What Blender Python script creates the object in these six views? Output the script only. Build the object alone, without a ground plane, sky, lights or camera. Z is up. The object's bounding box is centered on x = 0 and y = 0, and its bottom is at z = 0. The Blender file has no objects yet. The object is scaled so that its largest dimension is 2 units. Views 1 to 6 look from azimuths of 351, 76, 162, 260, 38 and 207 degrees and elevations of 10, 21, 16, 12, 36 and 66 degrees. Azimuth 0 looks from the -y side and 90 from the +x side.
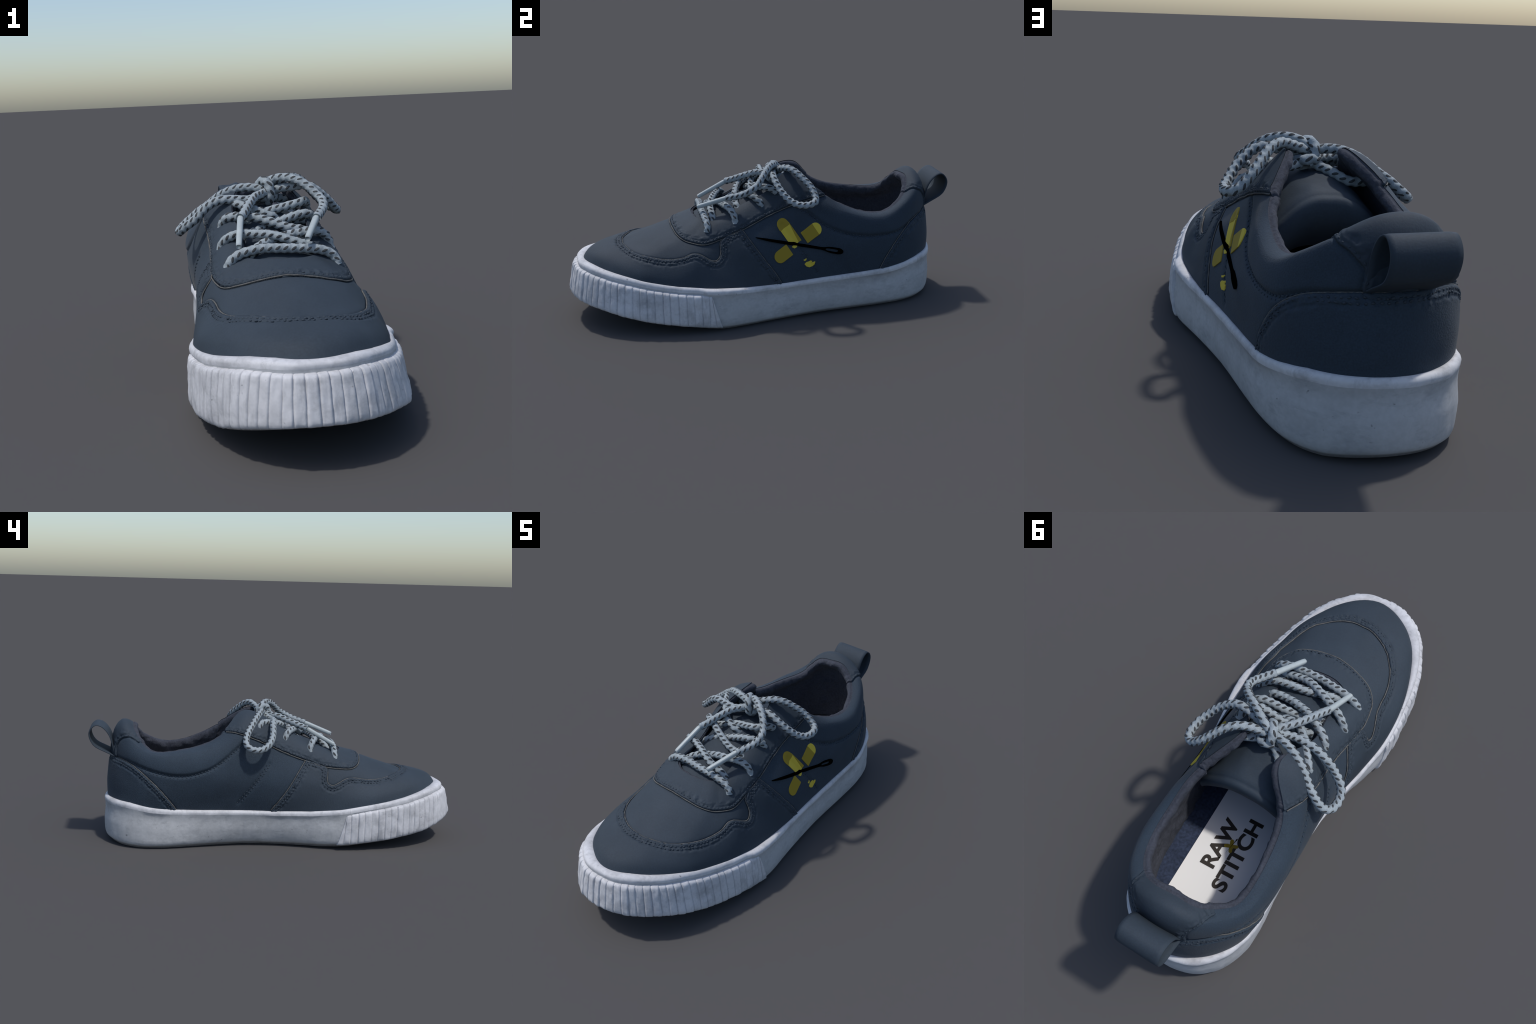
import numpy as np, math

# ------------------------------------------------------------------ splines
def spline_matrix(t, u, closed=False, period=None):
    """Matrix that maps values at knots t to a cubic spline's values at u."""
    n = len(t)
    t = np.asarray(t, float)
    u = np.asarray(u, float)
    if closed:
        h = np.diff(np.r_[t, t[0] + period])
        A = np.zeros((n, n)); B = np.zeros((n, n))
        for i in range(n):
            a, b = h[i - 1], h[i]
            A[i, i - 1] += a; A[i, i] += 2 * (a + b); A[i, (i + 1) % n] += b
            B[i, i - 1] += 6 / a; B[i, i] -= 6 / a + 6 / b; B[i, (i + 1) % n] += 6 / b
        u = t[0] + (u - t[0]) % period
        i = np.clip(np.searchsorted(t, u, side="right") - 1, 0, n - 1)
    else:
        h = np.diff(t)
        A = np.zeros((n, n)); B = np.zeros((n, n))
        A[0, 0] = A[-1, -1] = 1
        for k in range(1, n - 1):
            a, b = h[k - 1], h[k]
            A[k, k - 1] = a; A[k, k] = 2 * (a + b); A[k, k + 1] = b
            B[k, k - 1] = 6 / a; B[k, k] = -6 / a - 6 / b; B[k, k + 1] = 6 / b
        i = np.clip(np.searchsorted(t, u, side="right") - 1, 0, n - 2)
    C = np.linalg.solve(A, B)
    j = (i + 1) % n
    hi = h[i]
    x = u - t[i]
    y = hi - x
    M = np.zeros((len(u), n))
    r = np.arange(len(u))
    np.add.at(M, (r, i), y / hi)
    np.add.at(M, (r, j), x / hi)
    M += C[i] * ((y ** 3 / hi - hi * y) / 6)[:, None] + C[j] * ((x ** 3 / hi - hi * x) / 6)[:, None]
    return M


def chords(p, closed=False, power=1.0):
    p = np.asarray(p, float)
    d = np.linalg.norm(np.diff(np.r_[p, p[:1]] if closed else p, axis=0), axis=1) ** power
    return np.r_[0, np.cumsum(d)]


def smooth_curve(pts, n=None, step=None, closed=False, power=0.7):
    """Spline through hand-placed points, resampled at even spacing."""
    p = np.asarray(pts, float)
    c = chords(p, closed, power)
    t, period = (c[:-1], c[-1]) if closed else (c, None)
    fine = np.linspace(0, c[-1], 40 * len(p), endpoint=not closed)
    q = spline_matrix(t, fine, closed, period) @ p
    L = chords(q, closed)
    if n is None:
        n = max(4, int(round(L[-1] / step)) + 1)
    tgt = np.linspace(0, L[-1], n, endpoint=not closed)
    qq = np.r_[q, q[:1]] if closed else q
    return np.stack([np.interp(tgt, L, qq[:, k]) for k in range(p.shape[1])], 1)


# ------------------------------------------------------------------ the upper
# The upper is one skin between two closed rings: the feather line, where it meets
# the sole, and the topline, which runs round the collar and the throat.  Each
# station is a hand-placed profile from the feather line up to the topline.
STATIONS = []


def station(*profile):
    STATIONS.append(profile)


# toe, then along the right side (+x)
station((-.04, -.925, .290), (-.04, -.918, .318), (-.04, -.885, .339), (-.037, -.82, .361), (-.033, -.72, .380), (-.03, -.60, .421), (-.03, -.47, .462), (-.03, -.36, .488))
station((.092, -.858, .285), (.088, -.85, .312), (.068, -.81, .346), (.03, -.70, .382), (.0, -.55, .437), (-.008, -.36, .488))
station((.174, -.772, .262), (.166, -.757, .297), (.13, -.68, .355), (.08, -.56, .418), (.045, -.46, .455), (.025, -.355, .487))
station((.236, -.668, .240), (.229, -.652, .281), (.178, -.60, .357), (.12, -.48, .432), (.065, -.345, .486))
station((.276, -.555, .222), (.265, -.535, .268), (.212, -.505, .350), (.158, -.43, .420), (.085, -.325, .486))
station((.306, -.434, .212), (.295, -.42, .26), (.238, -.385, .373), (.192, -.38, .412), (.098, -.295, .492))
station((.322, -.31, .192), (.306, -.295, .245), (.258, -.284, .335), (.218, -.265, .410), (.168, -.27, .472), (.103, -.22, .515))
station((.322, -.15, .18), (.306, -.14, .24), (.267, -.13, .36), (.218, -.13, .455), (.156, -.12, .535), (.112, -.10, .567))
station((.311, .03, .178), (.304, .035, .25), (.271, .04, .37), (.213, .045, .505), (.153, .04, .59), (.105, .04, .645))
station((.303, .2, .182), (.298, .2, .26), (.273, .19, .38), (.217, .17, .52), (.150, .15, .63), (.080, .135, .697))
station((.298, .33, .185), (.297, .327, .27), (.288, .32, .36), (.251, .305, .46), (.222, .29, .54), (.178, .283, .597))
station((.294, .45, .19), (.296, .45, .27), (.290, .445, .36), (.269, .43, .445), (.242, .405, .51), (.215, .395, .533))
station((.287, .57, .197), (.293, .57, .28), (.290, .565, .36), (.278, .555, .43), (.255, .535, .478), (.225, .525, .493))
station((.260, .69, .21), (.266, .69, .29), (.264, .685, .37), (.255, .67, .45), (.235, .65, .503), (.205, .645, .512))
station((.209, .790, .22), (.211, .790, .3), (.202, .78, .4), (.193, .770, .49), (.178, .757, .564), (.146, .735, .570))
station((.118, .868, .225), (.119, .870, .33), (.113, .856, .45), (.103, .840, .55), (.085, .805, .622), (.066, .769, .622))
station((-.02, .893, .228), (-.02, .895, .32), (-.02, .884, .44), (-.02, .868, .54), (-.02, .834, .626), (-.02, .799, .643), (-.02, .768, .624))
# back along the left side (-x)
station((-.118, .857, .228), (-.118, .859, .33), (-.116, .848, .45), (-.110, .832, .55), (-.102, .797, .610), (-.094, .765, .602))
station((-.184, .800, .225), (-.189, .798, .32), (-.187, .786, .43), (-.182, .770, .51), (-.166, .740, .540), (-.15, .718, .540))
station((-.240, .70, .21), (-.250, .70, .29), (-.252, .693, .38), (-.250, .678, .46), (-.230, .66, .504), (-.204, .655, .508))
station((-.250, .58, .198), (-.271, .58, .28), (-.282, .573, .36), (-.280, .56, .44), (-.252, .55, .500), (-.220, .545, .518))
station((-.246, .43, .19), (-.271, .43, .27), (-.291, .42, .36), (-.289, .41, .45), (-.256, .40, .525), (-.214, .39, .555))
station((-.246, .3, .185), (-.272, .3, .27), (-.293, .3, .36), (-.284, .298, .46), (-.248, .29, .56), (-.205, .285, .602), (-.180, .283, .622))
station((-.250, .17, .18), (-.276, .17, .26), (-.293, .165, .38), (-.270, .16, .50), (-.220, .16, .62), (-.153, .165, .687), (-.098, .175, .707))
station((-.266, .03, .18), (-.285, .03, .26), (-.288, .03, .38), (-.252, .02, .49), (-.196, .01, .585), (-.138, .03, .645))
station((-.297, -.12, .182), (-.303, -.12, .26), (-.292, -.12, .37), (-.25, -.12, .465), (-.2, -.11, .54), (-.142, -.1, .572))
station((-.338, -.3, .198), (-.33, -.29, .26), (-.302, -.28, .35), (-.26, -.27, .428), (-.206, -.26, .49), (-.14, -.22, .520))
station((-.343, -.45, .222), (-.332, -.44, .28), (-.278, -.43, .358), (-.238, -.37, .42), (-.142, -.31, .492))
station((-.335, -.54, .24), (-.322, -.53, .292), (-.256, -.53, .362), (-.2, -.43, .428), (-.130, -.335, .487))
station((-.314, -.63, .257), (-.298, -.62, .308), (-.222, -.60, .370), (-.155, -.47, .438), (-.105, -.35, .487))
station((-.277, -.735, .273), (-.262, -.72, .318), (-.175, -.66, .381), (-.11, -.49, .449), (-.083, -.355, .488))
station((-.218, -.83, .288), (-.203, -.815, .322), (-.115, -.70, .381), (-.07, -.53, .446), (-.065, -.36, .488))
station((-.14, -.893, .292), (-.13, -.878, .323), (-.085, -.77, .370), (-.055, -.56, .432), (-.048, -.36, .488))

NT, NS, KP = 1400, 180, 11


def build_skin():
    D = np.array([smooth_curve(p, n=KP, power=.8) for p in STATIONS])
    mid = 0.6 * D[:, 2] + 0.4 * D[:, 5]
    c = chords(mid, True)
    M = spline_matrix(c[:-1], np.arange(NT) / NT * c[-1], True, c[-1])
    N = spline_matrix(np.linspace(0, 1, KP), np.linspace(0, 1, NS))
    P = np.einsum("ti,ikc,sk->tsc", M, D, N)
    # a light pass along the ring irons out the stations
    w = np.exp(-0.5 * (np.arange(-18, 19) / 7.0) ** 2); w /= w.sum()
    Q = sum(w[k] * np.roll(P, k - 18, axis=0) for k in range(37))
    # the vamp is one taut sheet: relax it across the toe so that no ridge is left
    th = np.arange(NT) / NT
    th = np.minimum(th, 1 - th)
    g = np.exp(-0.5 * (np.arange(-110, 111) / 40.0) ** 2); g /= g.sum()
    R = sum(g[k] * np.roll(Q, k - 110, axis=0) for k in range(221))
    w = np.clip((.125 - th) / .06, 0, 1)[:, None] * np.clip((np.linspace(0, 1, NS) - .30) / .30, 0, 1)[None]
    w = (w * w * (3 - 2 * w))[..., None]
    return Q * (1 - w) + R * w


def grid_normals(P):
    dt = np.roll(P, -1, 0) - np.roll(P, 1, 0)
    ds = np.gradient(P, axis=1)
    n = np.cross(dt, ds)
    n /= np.linalg.norm(n, axis=2, keepdims=True) + 1e-12
    return n

import bpy, bmesh
from mathutils import Vector, kdtree, noise as mnoise
import random

random.seed(7)
rng = np.random.default_rng(7)

# ------------------------------------------------------------------ helpers
ROOT = bpy.data.objects.new("canvas_sneaker", None)
bpy.context.scene.collection.objects.link(ROOT)
ROOT["label"] = "navy low-top sneaker with speckled laces and white rubber sole"
ROOT["category"] = "shoe"


def add(name, verts, faces, mat, parent=ROOT, smooth=True, kind=None):
    me = bpy.data.meshes.new(name)
    me.from_pydata([tuple(map(float, v)) for v in verts], [], [tuple(map(int, f)) for f in faces])
    me.materials.append(mat)
    if smooth:
        me.polygons.foreach_set("use_smooth", [True] * len(me.polygons))
    me.update()
    ob = bpy.data.objects.new(name, me)
    bpy.context.scene.collection.objects.link(ob)
    ob.parent = parent
    if kind:
        ob["kind"] = kind
    return ob


def group(name):
    e = bpy.data.objects.new(name, None)
    bpy.context.scene.collection.objects.link(e)
    e.parent = ROOT
    return e


def grid_faces(a, b, wrap_a=False, wrap_b=False, flip=False):
    f = []
    for i in range(a if wrap_a else a - 1):
        i2 = (i + 1) % a
        for j in range(b if wrap_b else b - 1):
            j2 = (j + 1) % b
            q = (i * b + j, i2 * b + j, i2 * b + j2, i * b + j2)
            f.append(q[::-1] if flip else q)
    return f


def fnoise(P, scale, seed=0.0, octaves=3):
    s = Vector((seed * 7.3, seed * 3.1, seed * 11.7))
    return np.array([mnoise.fractal(Vector(p) * scale + s, 1.0, 2.0, octaves) for p in P.reshape(-1, 3)]).reshape(P.shape[:-1])


# ------------------------------------------------------------------ materials
def material(name, base, dark=None, light=None, rough=0.6, scale=6.0, grain=0.0, grain_scale=140.0, bump=0.0,
             sheen=0.0, spec=0.3, metallic=0.0, amount=0.5, weave=0.0):
    m = bpy.data.materials.new(name)
    m.use_nodes = True
    nt = m.node_tree
    n, l = nt.nodes, nt.links
    bs = n["Principled BSDF"]
    bs.inputs["Roughness"].default_value = rough
    bs.inputs["Specular IOR Level"].default_value = spec
    bs.inputs["Metallic"].default_value = metallic
    bs.inputs["Sheen Weight"].default_value = sheen
    tc = n.new("ShaderNodeTexCoord")
    big = n.new("ShaderNodeTexNoise")
    big.inputs["Scale"].default_value = scale
    big.inputs["Detail"].default_value = 5
    big.inputs["Roughness"].default_value = 0.6
    l.new(tc.outputs["Object"], big.inputs["Vector"])
    ramp = n.new("ShaderNodeValToRGB")
    d = dark or tuple(c * (1 - 0.25 * amount) for c in base)
    h = light or tuple(min(1, c * (1 + 0.25 * amount)) for c in base)
    ramp.color_ramp.elements[0].position = 0.3
    ramp.color_ramp.elements[0].color = (*d, 1)
    ramp.color_ramp.elements[1].position = 0.7
    ramp.color_ramp.elements[1].color = (*h, 1)
    e = ramp.color_ramp.elements.new(0.5)
    e.color = (*base, 1)
    l.new(big.outputs["Fac"], ramp.inputs["Fac"])
    col = ramp.outputs["Color"]
    fine = n.new("ShaderNodeTexNoise")
    fine.inputs["Scale"].default_value = grain_scale
    fine.inputs["Detail"].default_value = 4
    l.new(tc.outputs["Object"], fine.inputs["Vector"])
    if grain:
        mr = n.new("ShaderNodeMapRange")
        mr.inputs["From Min"].default_value = 0.3
        mr.inputs["From Max"].default_value = 0.7
        mr.inputs["To Min"].default_value = 1 - grain
        mr.inputs["To Max"].default_value = 1 + grain
        l.new(fine.outputs["Fac"], mr.inputs["Value"])
        mul = n.new("ShaderNodeVectorMath")
        mul.operation = "SCALE"
        l.new(col, mul.inputs[0])
        l.new(mr.outputs["Result"], mul.inputs["Scale"])
        col = mul.outputs["Vector"]
    l.new(col, bs.inputs["Base Color"])
    if bump:
        b = n.new("ShaderNodeBump")
        b.inputs["Strength"].default_value = bump
        b.inputs["Distance"].default_value = 0.004
        l.new(fine.outputs["Fac"], b.inputs["Height"])
        l.new(b.outputs["Normal"], bs.inputs["Normal"])
    return m


NAVY = (0.031, 0.043, 0.058)
M_LEATHER = material("navy_leather", NAVY, rough=0.72, scale=3.5, grain=0.08, grain_scale=160, bump=0.14, amount=0.5, spec=0.22)
M_SUEDE = material("navy_canvas", (0.023, 0.037, 0.055), rough=0.8, scale=5, grain=0.16, grain_scale=210, bump=0.3, amount=0.4, sheen=0.05)
M_LINING = material("dark_fleece_lining", (0.040, 0.045, 0.060), rough=0.95, scale=9, grain=0.22, grain_scale=120, bump=0.5, amount=0.6)
M_EDGE = material("raw_cut_edge", (0.105, 0.105, 0.102), rough=0.9, scale=30, grain=0.2, amount=0.8)
M_THREAD = material("navy_thread", (0.029, 0.041, 0.056), rough=0.7, scale=40, amount=0.6)


def rubber(name, clean, grey, cover, streak):
    """White rubber with soft grey scuffing, fine streaks and a few dark specks of dirt."""
    m = material(name, clean, dark=tuple(c * .86 for c in clean), light=tuple(min(1, c * 1.06) for c in clean), rough=0.6, scale=5, grain=0.05, grain_scale=70, bump=0.15, spec=0.25)
    n, l = m.node_tree.nodes, m.node_tree.links
    bs = n["Principled BSDF"]
    src = bs.inputs["Base Color"].links[0].from_socket
    tc = n.new("ShaderNodeTexCoord")

    def mask(scale, vec_scale, lo, hi, detail=6):
        mp = n.new("ShaderNodeMapping")
        mp.inputs["Scale"].default_value = vec_scale
        tx = n.new("ShaderNodeTexNoise")
        tx.inputs["Scale"].default_value = scale
        tx.inputs["Detail"].default_value = detail
        tx.inputs["Roughness"].default_value = 0.7
        mr = n.new("ShaderNodeMapRange")
        mr.inputs["From Min"].default_value = lo
        mr.inputs["From Max"].default_value = hi
        l.new(tc.outputs["Object"], mp.inputs["Vector"])
        l.new(mp.outputs["Vector"], tx.inputs["Vector"])
        l.new(tx.outputs["Fac"], mr.inputs["Value"])
        return mr.outputs["Result"]

    def over(src, fac, amount, col):
        mu = n.new("ShaderNodeMath"); mu.operation = "MULTIPLY"
        mu.inputs[1].default_value = amount
        l.new(fac, mu.inputs[0])
        mx = n.new("ShaderNodeMix"); mx.data_type = "RGBA"
        l.new(mu.outputs[0], mx.inputs["Factor"])
        l.new(src, mx.inputs["A"])
        mx.inputs["B"].default_value = (*col, 1)
        return mx.outputs["Result"]

    src = over(src, mask(6, (1, 1, 1.6), .50, .72), cover, grey)
    src = over(src, mask(26, streak, .54, .74), cover * .8, grey)
    src = over(src, mask(38, (1, 1, 1), .70, .76, 2), .55, (.09, .09, .095))
    l.new(src, bs.inputs["Base Color"])
    return m


M_RUBBER = rubber("white_toe_rubber", (0.54, 0.545, 0.57), (0.28, 0.285, 0.30), .75, (1, 1, .25))
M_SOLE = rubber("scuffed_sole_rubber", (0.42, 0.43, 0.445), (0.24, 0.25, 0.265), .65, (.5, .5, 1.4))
M_OUTSOLE = material("grey_outsole_rubber", (0.22, 0.22, 0.23), rough=0.8, scale=12, grain=0.1, amount=0.8, bump=0.2)
M_LACE = material("pale_lace_yarn", (0.265, 0.305, 0.33), rough=0.8, scale=25, grain=0.12, grain_scale=220, bump=0.25, amount=0.4)
M_FLECK = material("black_lace_yarn", (0.046, 0.050, 0.054), rough=0.85, scale=40, grain=0.15, amount=0.5)
M_AGLET = material("pale_plastic_tip", (0.36, 0.405, 0.415), rough=0.35, scale=30, amount=0.3)
M_STRAP = material("strap_inside", (0.062, 0.066, 0.072), rough=0.9, scale=30, grain=0.2, amount=0.6)
M_INSOLE = material("blue_textile_insole", (0.028, 0.040, 0.075), rough=0.95, scale=20, grain=0.35, grain_scale=90, amount=0.8, bump=0.3)
M_PAPER = material("white_insole_label", (0.82, 0.82, 0.82), rough=0.6, scale=4, amount=0.04)
M_INK = material("dark_brown_print", (0.030, 0.024, 0.020), rough=0.6, scale=4, amount=0.1)
M_YELLOW = material("mustard_print", (0.57, 0.44, 0.045), rough=0.7, scale=9, amount=0.15)
M_OLIVE = material("dark_mustard_print", (0.29, 0.21, 0.016), rough=0.7, scale=9, amount=0.15)
M_BLACK = material("black_print", (0.0008, 0.0008, 0.0008), rough=0.9, scale=9, amount=0.1, spec=0.0)

# ------------------------------------------------------------------ the skin and its seams
P = build_skin()
N = grid_normals(P)
THETA = (np.arange(NT) + 0.0) / NT
SVAL = np.linspace(0, 1, NS)
KD = kdtree.KDTree(NT * NS)
for i, v in enumerate(P.reshape(-1, 3)):
    KD.insert(v, i)
KD.balance()


def to_skin(pts):
    """Nearest skin parameters (theta, s) of 3D points."""
    out = []
    for p in np.asarray(pts, float):
        _, i, _ = KD.find(p)
        out.append((THETA[i // NS], SVAL[i % NS]))
    return np.array(out)


def at(ts, F=None):
    """Skin position (or any field) at parameters, bilinear."""
    F = P if F is None else F
    a = (ts[:, 0] % 1.0) * NT
    b = np.clip(ts[:, 1], 0, 1) * (NS - 1)
    i = np.floor(a).astype(int) % NT
    j = np.minimum(np.floor(b).astype(int), NS - 2)
    fa = (a - np.floor(a)); fb = b - j
    if F.ndim == 3:
        fa = fa[:, None]; fb = fb[:, None]
    i2 = (i + 1) % NT
    return (F[i, j] * (1 - fa) + F[i2, j] * fa) * (1 - fb) + (F[i, j + 1] * (1 - fa) + F[i2, j + 1] * fa) * fb


def seam(pts, step=0.004):
    """A smooth line on the skin through hand-placed points: its (theta, s) and its 3D points."""
    q = smooth_curve(pts, step=step, power=0.6)
    ts = to_skin(q)
    # unwrap theta and soften the snapping to grid points
    th = np.unwrap(ts[:, 0] * 2 * np.pi) / (2 * np.pi)
    w = np.array([1, 2, 3, 2, 1]) / 9.0
    pad = lambda a: np.r_[2 * a[0] - a[2:0:-1], a, 2 * a[-1] - a[-2:-4:-1]]
    ts = np.stack([np.convolve(pad(th), w, "valid"), np.clip(np.convolve(pad(ts[:, 1]), w, "valid"), 0, 1)], 1)
    return ts, at(ts)


def line_distance(Q, L):
    """Distance of points Q to the polyline L."""
    k = kdtree.KDTree(len(L))
    for i, v in enumerate(L):
        k.insert(v, i)
    k.balance()
    idx = np.array([k.find(q)[1] for q in Q])
    best = np.full(len(Q), 9.0)
    for o in (-1, 0):
        a = np.clip(idx + o, 0, len(L) - 2)
        A, B = L[a], L[a + 1]
        d = B - A
        t = np.clip(((Q - A) * d).sum(1) / ((d * d).sum(1) + 1e-12), 0, 1)
        best = np.minimum(best, np.linalg.norm(Q - A - d * t[:, None], axis=1))
    return best


def inside(poly, ts):
    x, y = ts[:, 0], ts[:, 1]
    r = np.zeros(len(x), bool)
    n = len(poly)
    for i in range(n):
        x1, y1 = poly[i]; x2, y2 = poly[(i + 1) % n]
        if y1 == y2:
            continue
        c = (y1 > y) != (y2 > y)
        r ^= c & (x < (x2 - x1) * (y - y1) / (y2 - y1) + x1)
    return r


def region(edge_ts, centre, tail):
    """Signed distance over the skin: positive inside the patch bounded by an edge line whose
    two ends run off the skin at s = tail (below the feather line or above the topline)."""
    t0 = centre
    e = edge_ts.copy()
    e[:, 0] -= round(np.median(e[:, 0]) - t0)
    poly = np.r_[e, [[e[-1, 0], tail], [e[0, 0], tail]]]
    th = (THETA - t0 + 0.5) % 1.0 - 0.5 + t0
    TT = np.stack(np.meshgrid(th, SVAL, indexing="ij"), -1).reshape(-1, 2)
    ins = inside(poly, TT)
    L = at(edge_ts)
    d = line_distance(P.reshape(-1, 3), L)
    return np.where(ins, d, -d).reshape(NT, NS), poly


# lines measured on the shoe ----------------------------------------------------
WINDOW_R = [(.214, -.155, .470), (.224, -.262, .418), (.240, -.264, .390), (.262, -.276, .345), (.268, -.300, .333), (.262, -.335, .348), (.24, -.397, .376), (.236, -.44, .360), (.227, -.483, .350),
            (.206, -.55, .348), (.175, -.612, .355), (.133, -.664, .364), (.08, -.702, .382), (.016, -.721, .386)]
WINDOW_L = [(-.05, -.722, .386), (-.114, -.704, .384), (-.175, -.662, .379), (-.222, -.605, .366), (-.249, -.553, .361), (-.270, -.47, .362), (-.277, -.385, .374), (-.288, -.335, .365), (-.303, -.294, .346), (-.306, -.262, .340),
            (-.298, -.240, .358), (-.282, -.243, .395), (-.264, -.244, .425), (-.248, -.135, .470)]
SEAM_R = [(.319, .022, .200), (.308, -.02, .270), (.296, -.052, .315), (.261, -.108, .398), (.214, -.155, .470)]
SEAM_L = [(-.248, -.135, .470), (-.286, -.076, .388), (-.308, -.018, .298), (-.310, .056, .190)]
EYESTAY = [(.181, .285, .597), (.192, .21, .588), (.205, .02, .543), (.215, -.075, .507), (.222, -.18, .462), (.226, -.28, .433), (.220, -.345, .418), (.192, -.392, .416), (.16, -.434, .425), (.105, -.462, .445), (.044, -.472, .462), (-.02, -.473, .466),
           (-.081, -.466, .462), (-.14, -.453, .451), (-.195, -.432, .436), (-.234, -.392, .421), (-.255, -.33, .425), (-.260, -.254, .432), (-.250, -.15, .462), (-.243, -.05, .50), (-.235, .043, .537), (-.228, .15, .58), (-.215, .22, .60), (-.185, .285, .602)]
COUNTER = [(.299, .550, .205), (.300, .575, .255), (.295, .62, .32), (.285, .655, .362), (.262, .70, .40), (.225, .755, .430), (.16, .822, .450), (.10, .855, .458), (-.02, .885, .462), (-.10, .865, .462), (-.185, .805, .445), (-.233, .742, .410), (-.262, .688, .364), (-.278, .643, .320), (-.283, .597, .265), (-.278, .552, .20)]
COLLAR = [(.205, .13, .555), (.221, .177, .535), (.248, .249, .476), (.272, .342, .424), (.284, .419, .402), (.291, .498, .391), (.291, .581, .391), (.277, .659, .398), (.240, .735, .428), (.15, .83, .452), (.0, .885, .462), (-.10, .865, .462), (-.185, .80, .452), (-.233, .727, .430), (-.264, .651, .409), (-.284, .561, .395), (-.290, .470, .401), (-.285, .377, .431), (-.278, .330, .458), (-.268, .283, .493), (-.255, .235, .533), (-.245, .20, .56)]
PATCH = [(.150, .740, .560), (.137, .797, .563), (.112, .832, .535), (.100, .850, .505), (.108, .855, .455), (-.02, .885, .452), (-.098, .862, .455), (-.100, .862, .49), (-.100, .850, .535), (-.126, .820, .571), (-.159, .766, .581), (-.170, .735, .572)]

win, _ = seam(WINDOW_R + WINDOW_L)
sr, _ = seam(SEAM_R)
sl, _ = seam(SEAM_L)
front_edge = np.r_[sr, win, sl]
front_edge[:, 0] = np.unwrap(front_edge[:, 0] * 2 * np.pi) / (2 * np.pi)
eye_edge, _ = seam(EYESTAY)
cnt_edge, _ = seam(COUNTER)
col_line, col_pts = seam(COLLAR)
pat_edge, _ = seam(PATCH)

D_FRONT, _ = region(front_edge, 0.0, -0.2)
D_EYE, _ = region(eye_edge, 0.0, 1.2)
D_CNT, _ = region(cnt_edge, 0.5, -0.2)
D_PAT, _ = region(pat_edge, 0.5, 1.2)
d_col = line_distance(P.reshape(-1, 3), col_pts).reshape(NT, NS)
D_COL, _ = region(col_line, 0.5, 1.2)

# ------------------------------------------------------------------ relief of the base skin
relief = -0.009 * np.exp(-(d_col / 0.010) ** 2)
MID_ROWS = ([(-.272, .06, .455), (-.285, .085, .42), (-.302, .117, .375), (-.308, .173, .302), (-.303, .218, .235)], [(.236, .04, .48), (.262, .085, .41), (.280, .120, .36), (.296, .165, .29), (.305, .20, .235)])
for mid_row in MID_ROWS:
    _, ml = seam([(a_, b_ + .008, c_) for a_, b_, c_ in mid_row])
    dm = line_distance(P.reshape(-1, 3), ml).reshape(NT, NS)
    relief -= 0.0045 * np.exp(-(dm / 0.013) ** 2)
puff_on = np.clip((P[..., 1] - .24) / .14, 0, 1)
relief += np.where(D_COL > 0, 0.006 * (1 - np.exp(-D_COL / 0.03)), 0.0) * np.clip((1 - SVAL)[None] / 0.12, 0, 1) * puff_on
for D_ in (D_FRONT, D_EYE, D_CNT, D_PAT):
    relief -= np.where(D_ < 0, 0.0042, 0.0) * np.exp(-(D_ / 0.007) ** 2)
lump = fnoise(P[::8, ::4], 7.0, 1.0, 5)
lump = np.repeat(np.repeat(lump, 8, 0), 4, 1)[:NT, :NS]
for _ in range(3):
    lump = (lump + np.roll(lump, 5, 0) + np.roll(lump, -5, 0)) / 3
    lump[:, 3:-3] = (lump[:, :-6] + lump[:, 3:-3] + lump[:, 6:]) / 3
relief += 0.0026 * lump
B0 = P + N * relief[..., None]
NB = grid_normals(B0)


LIFT = np.zeros((NT, NS))


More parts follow.
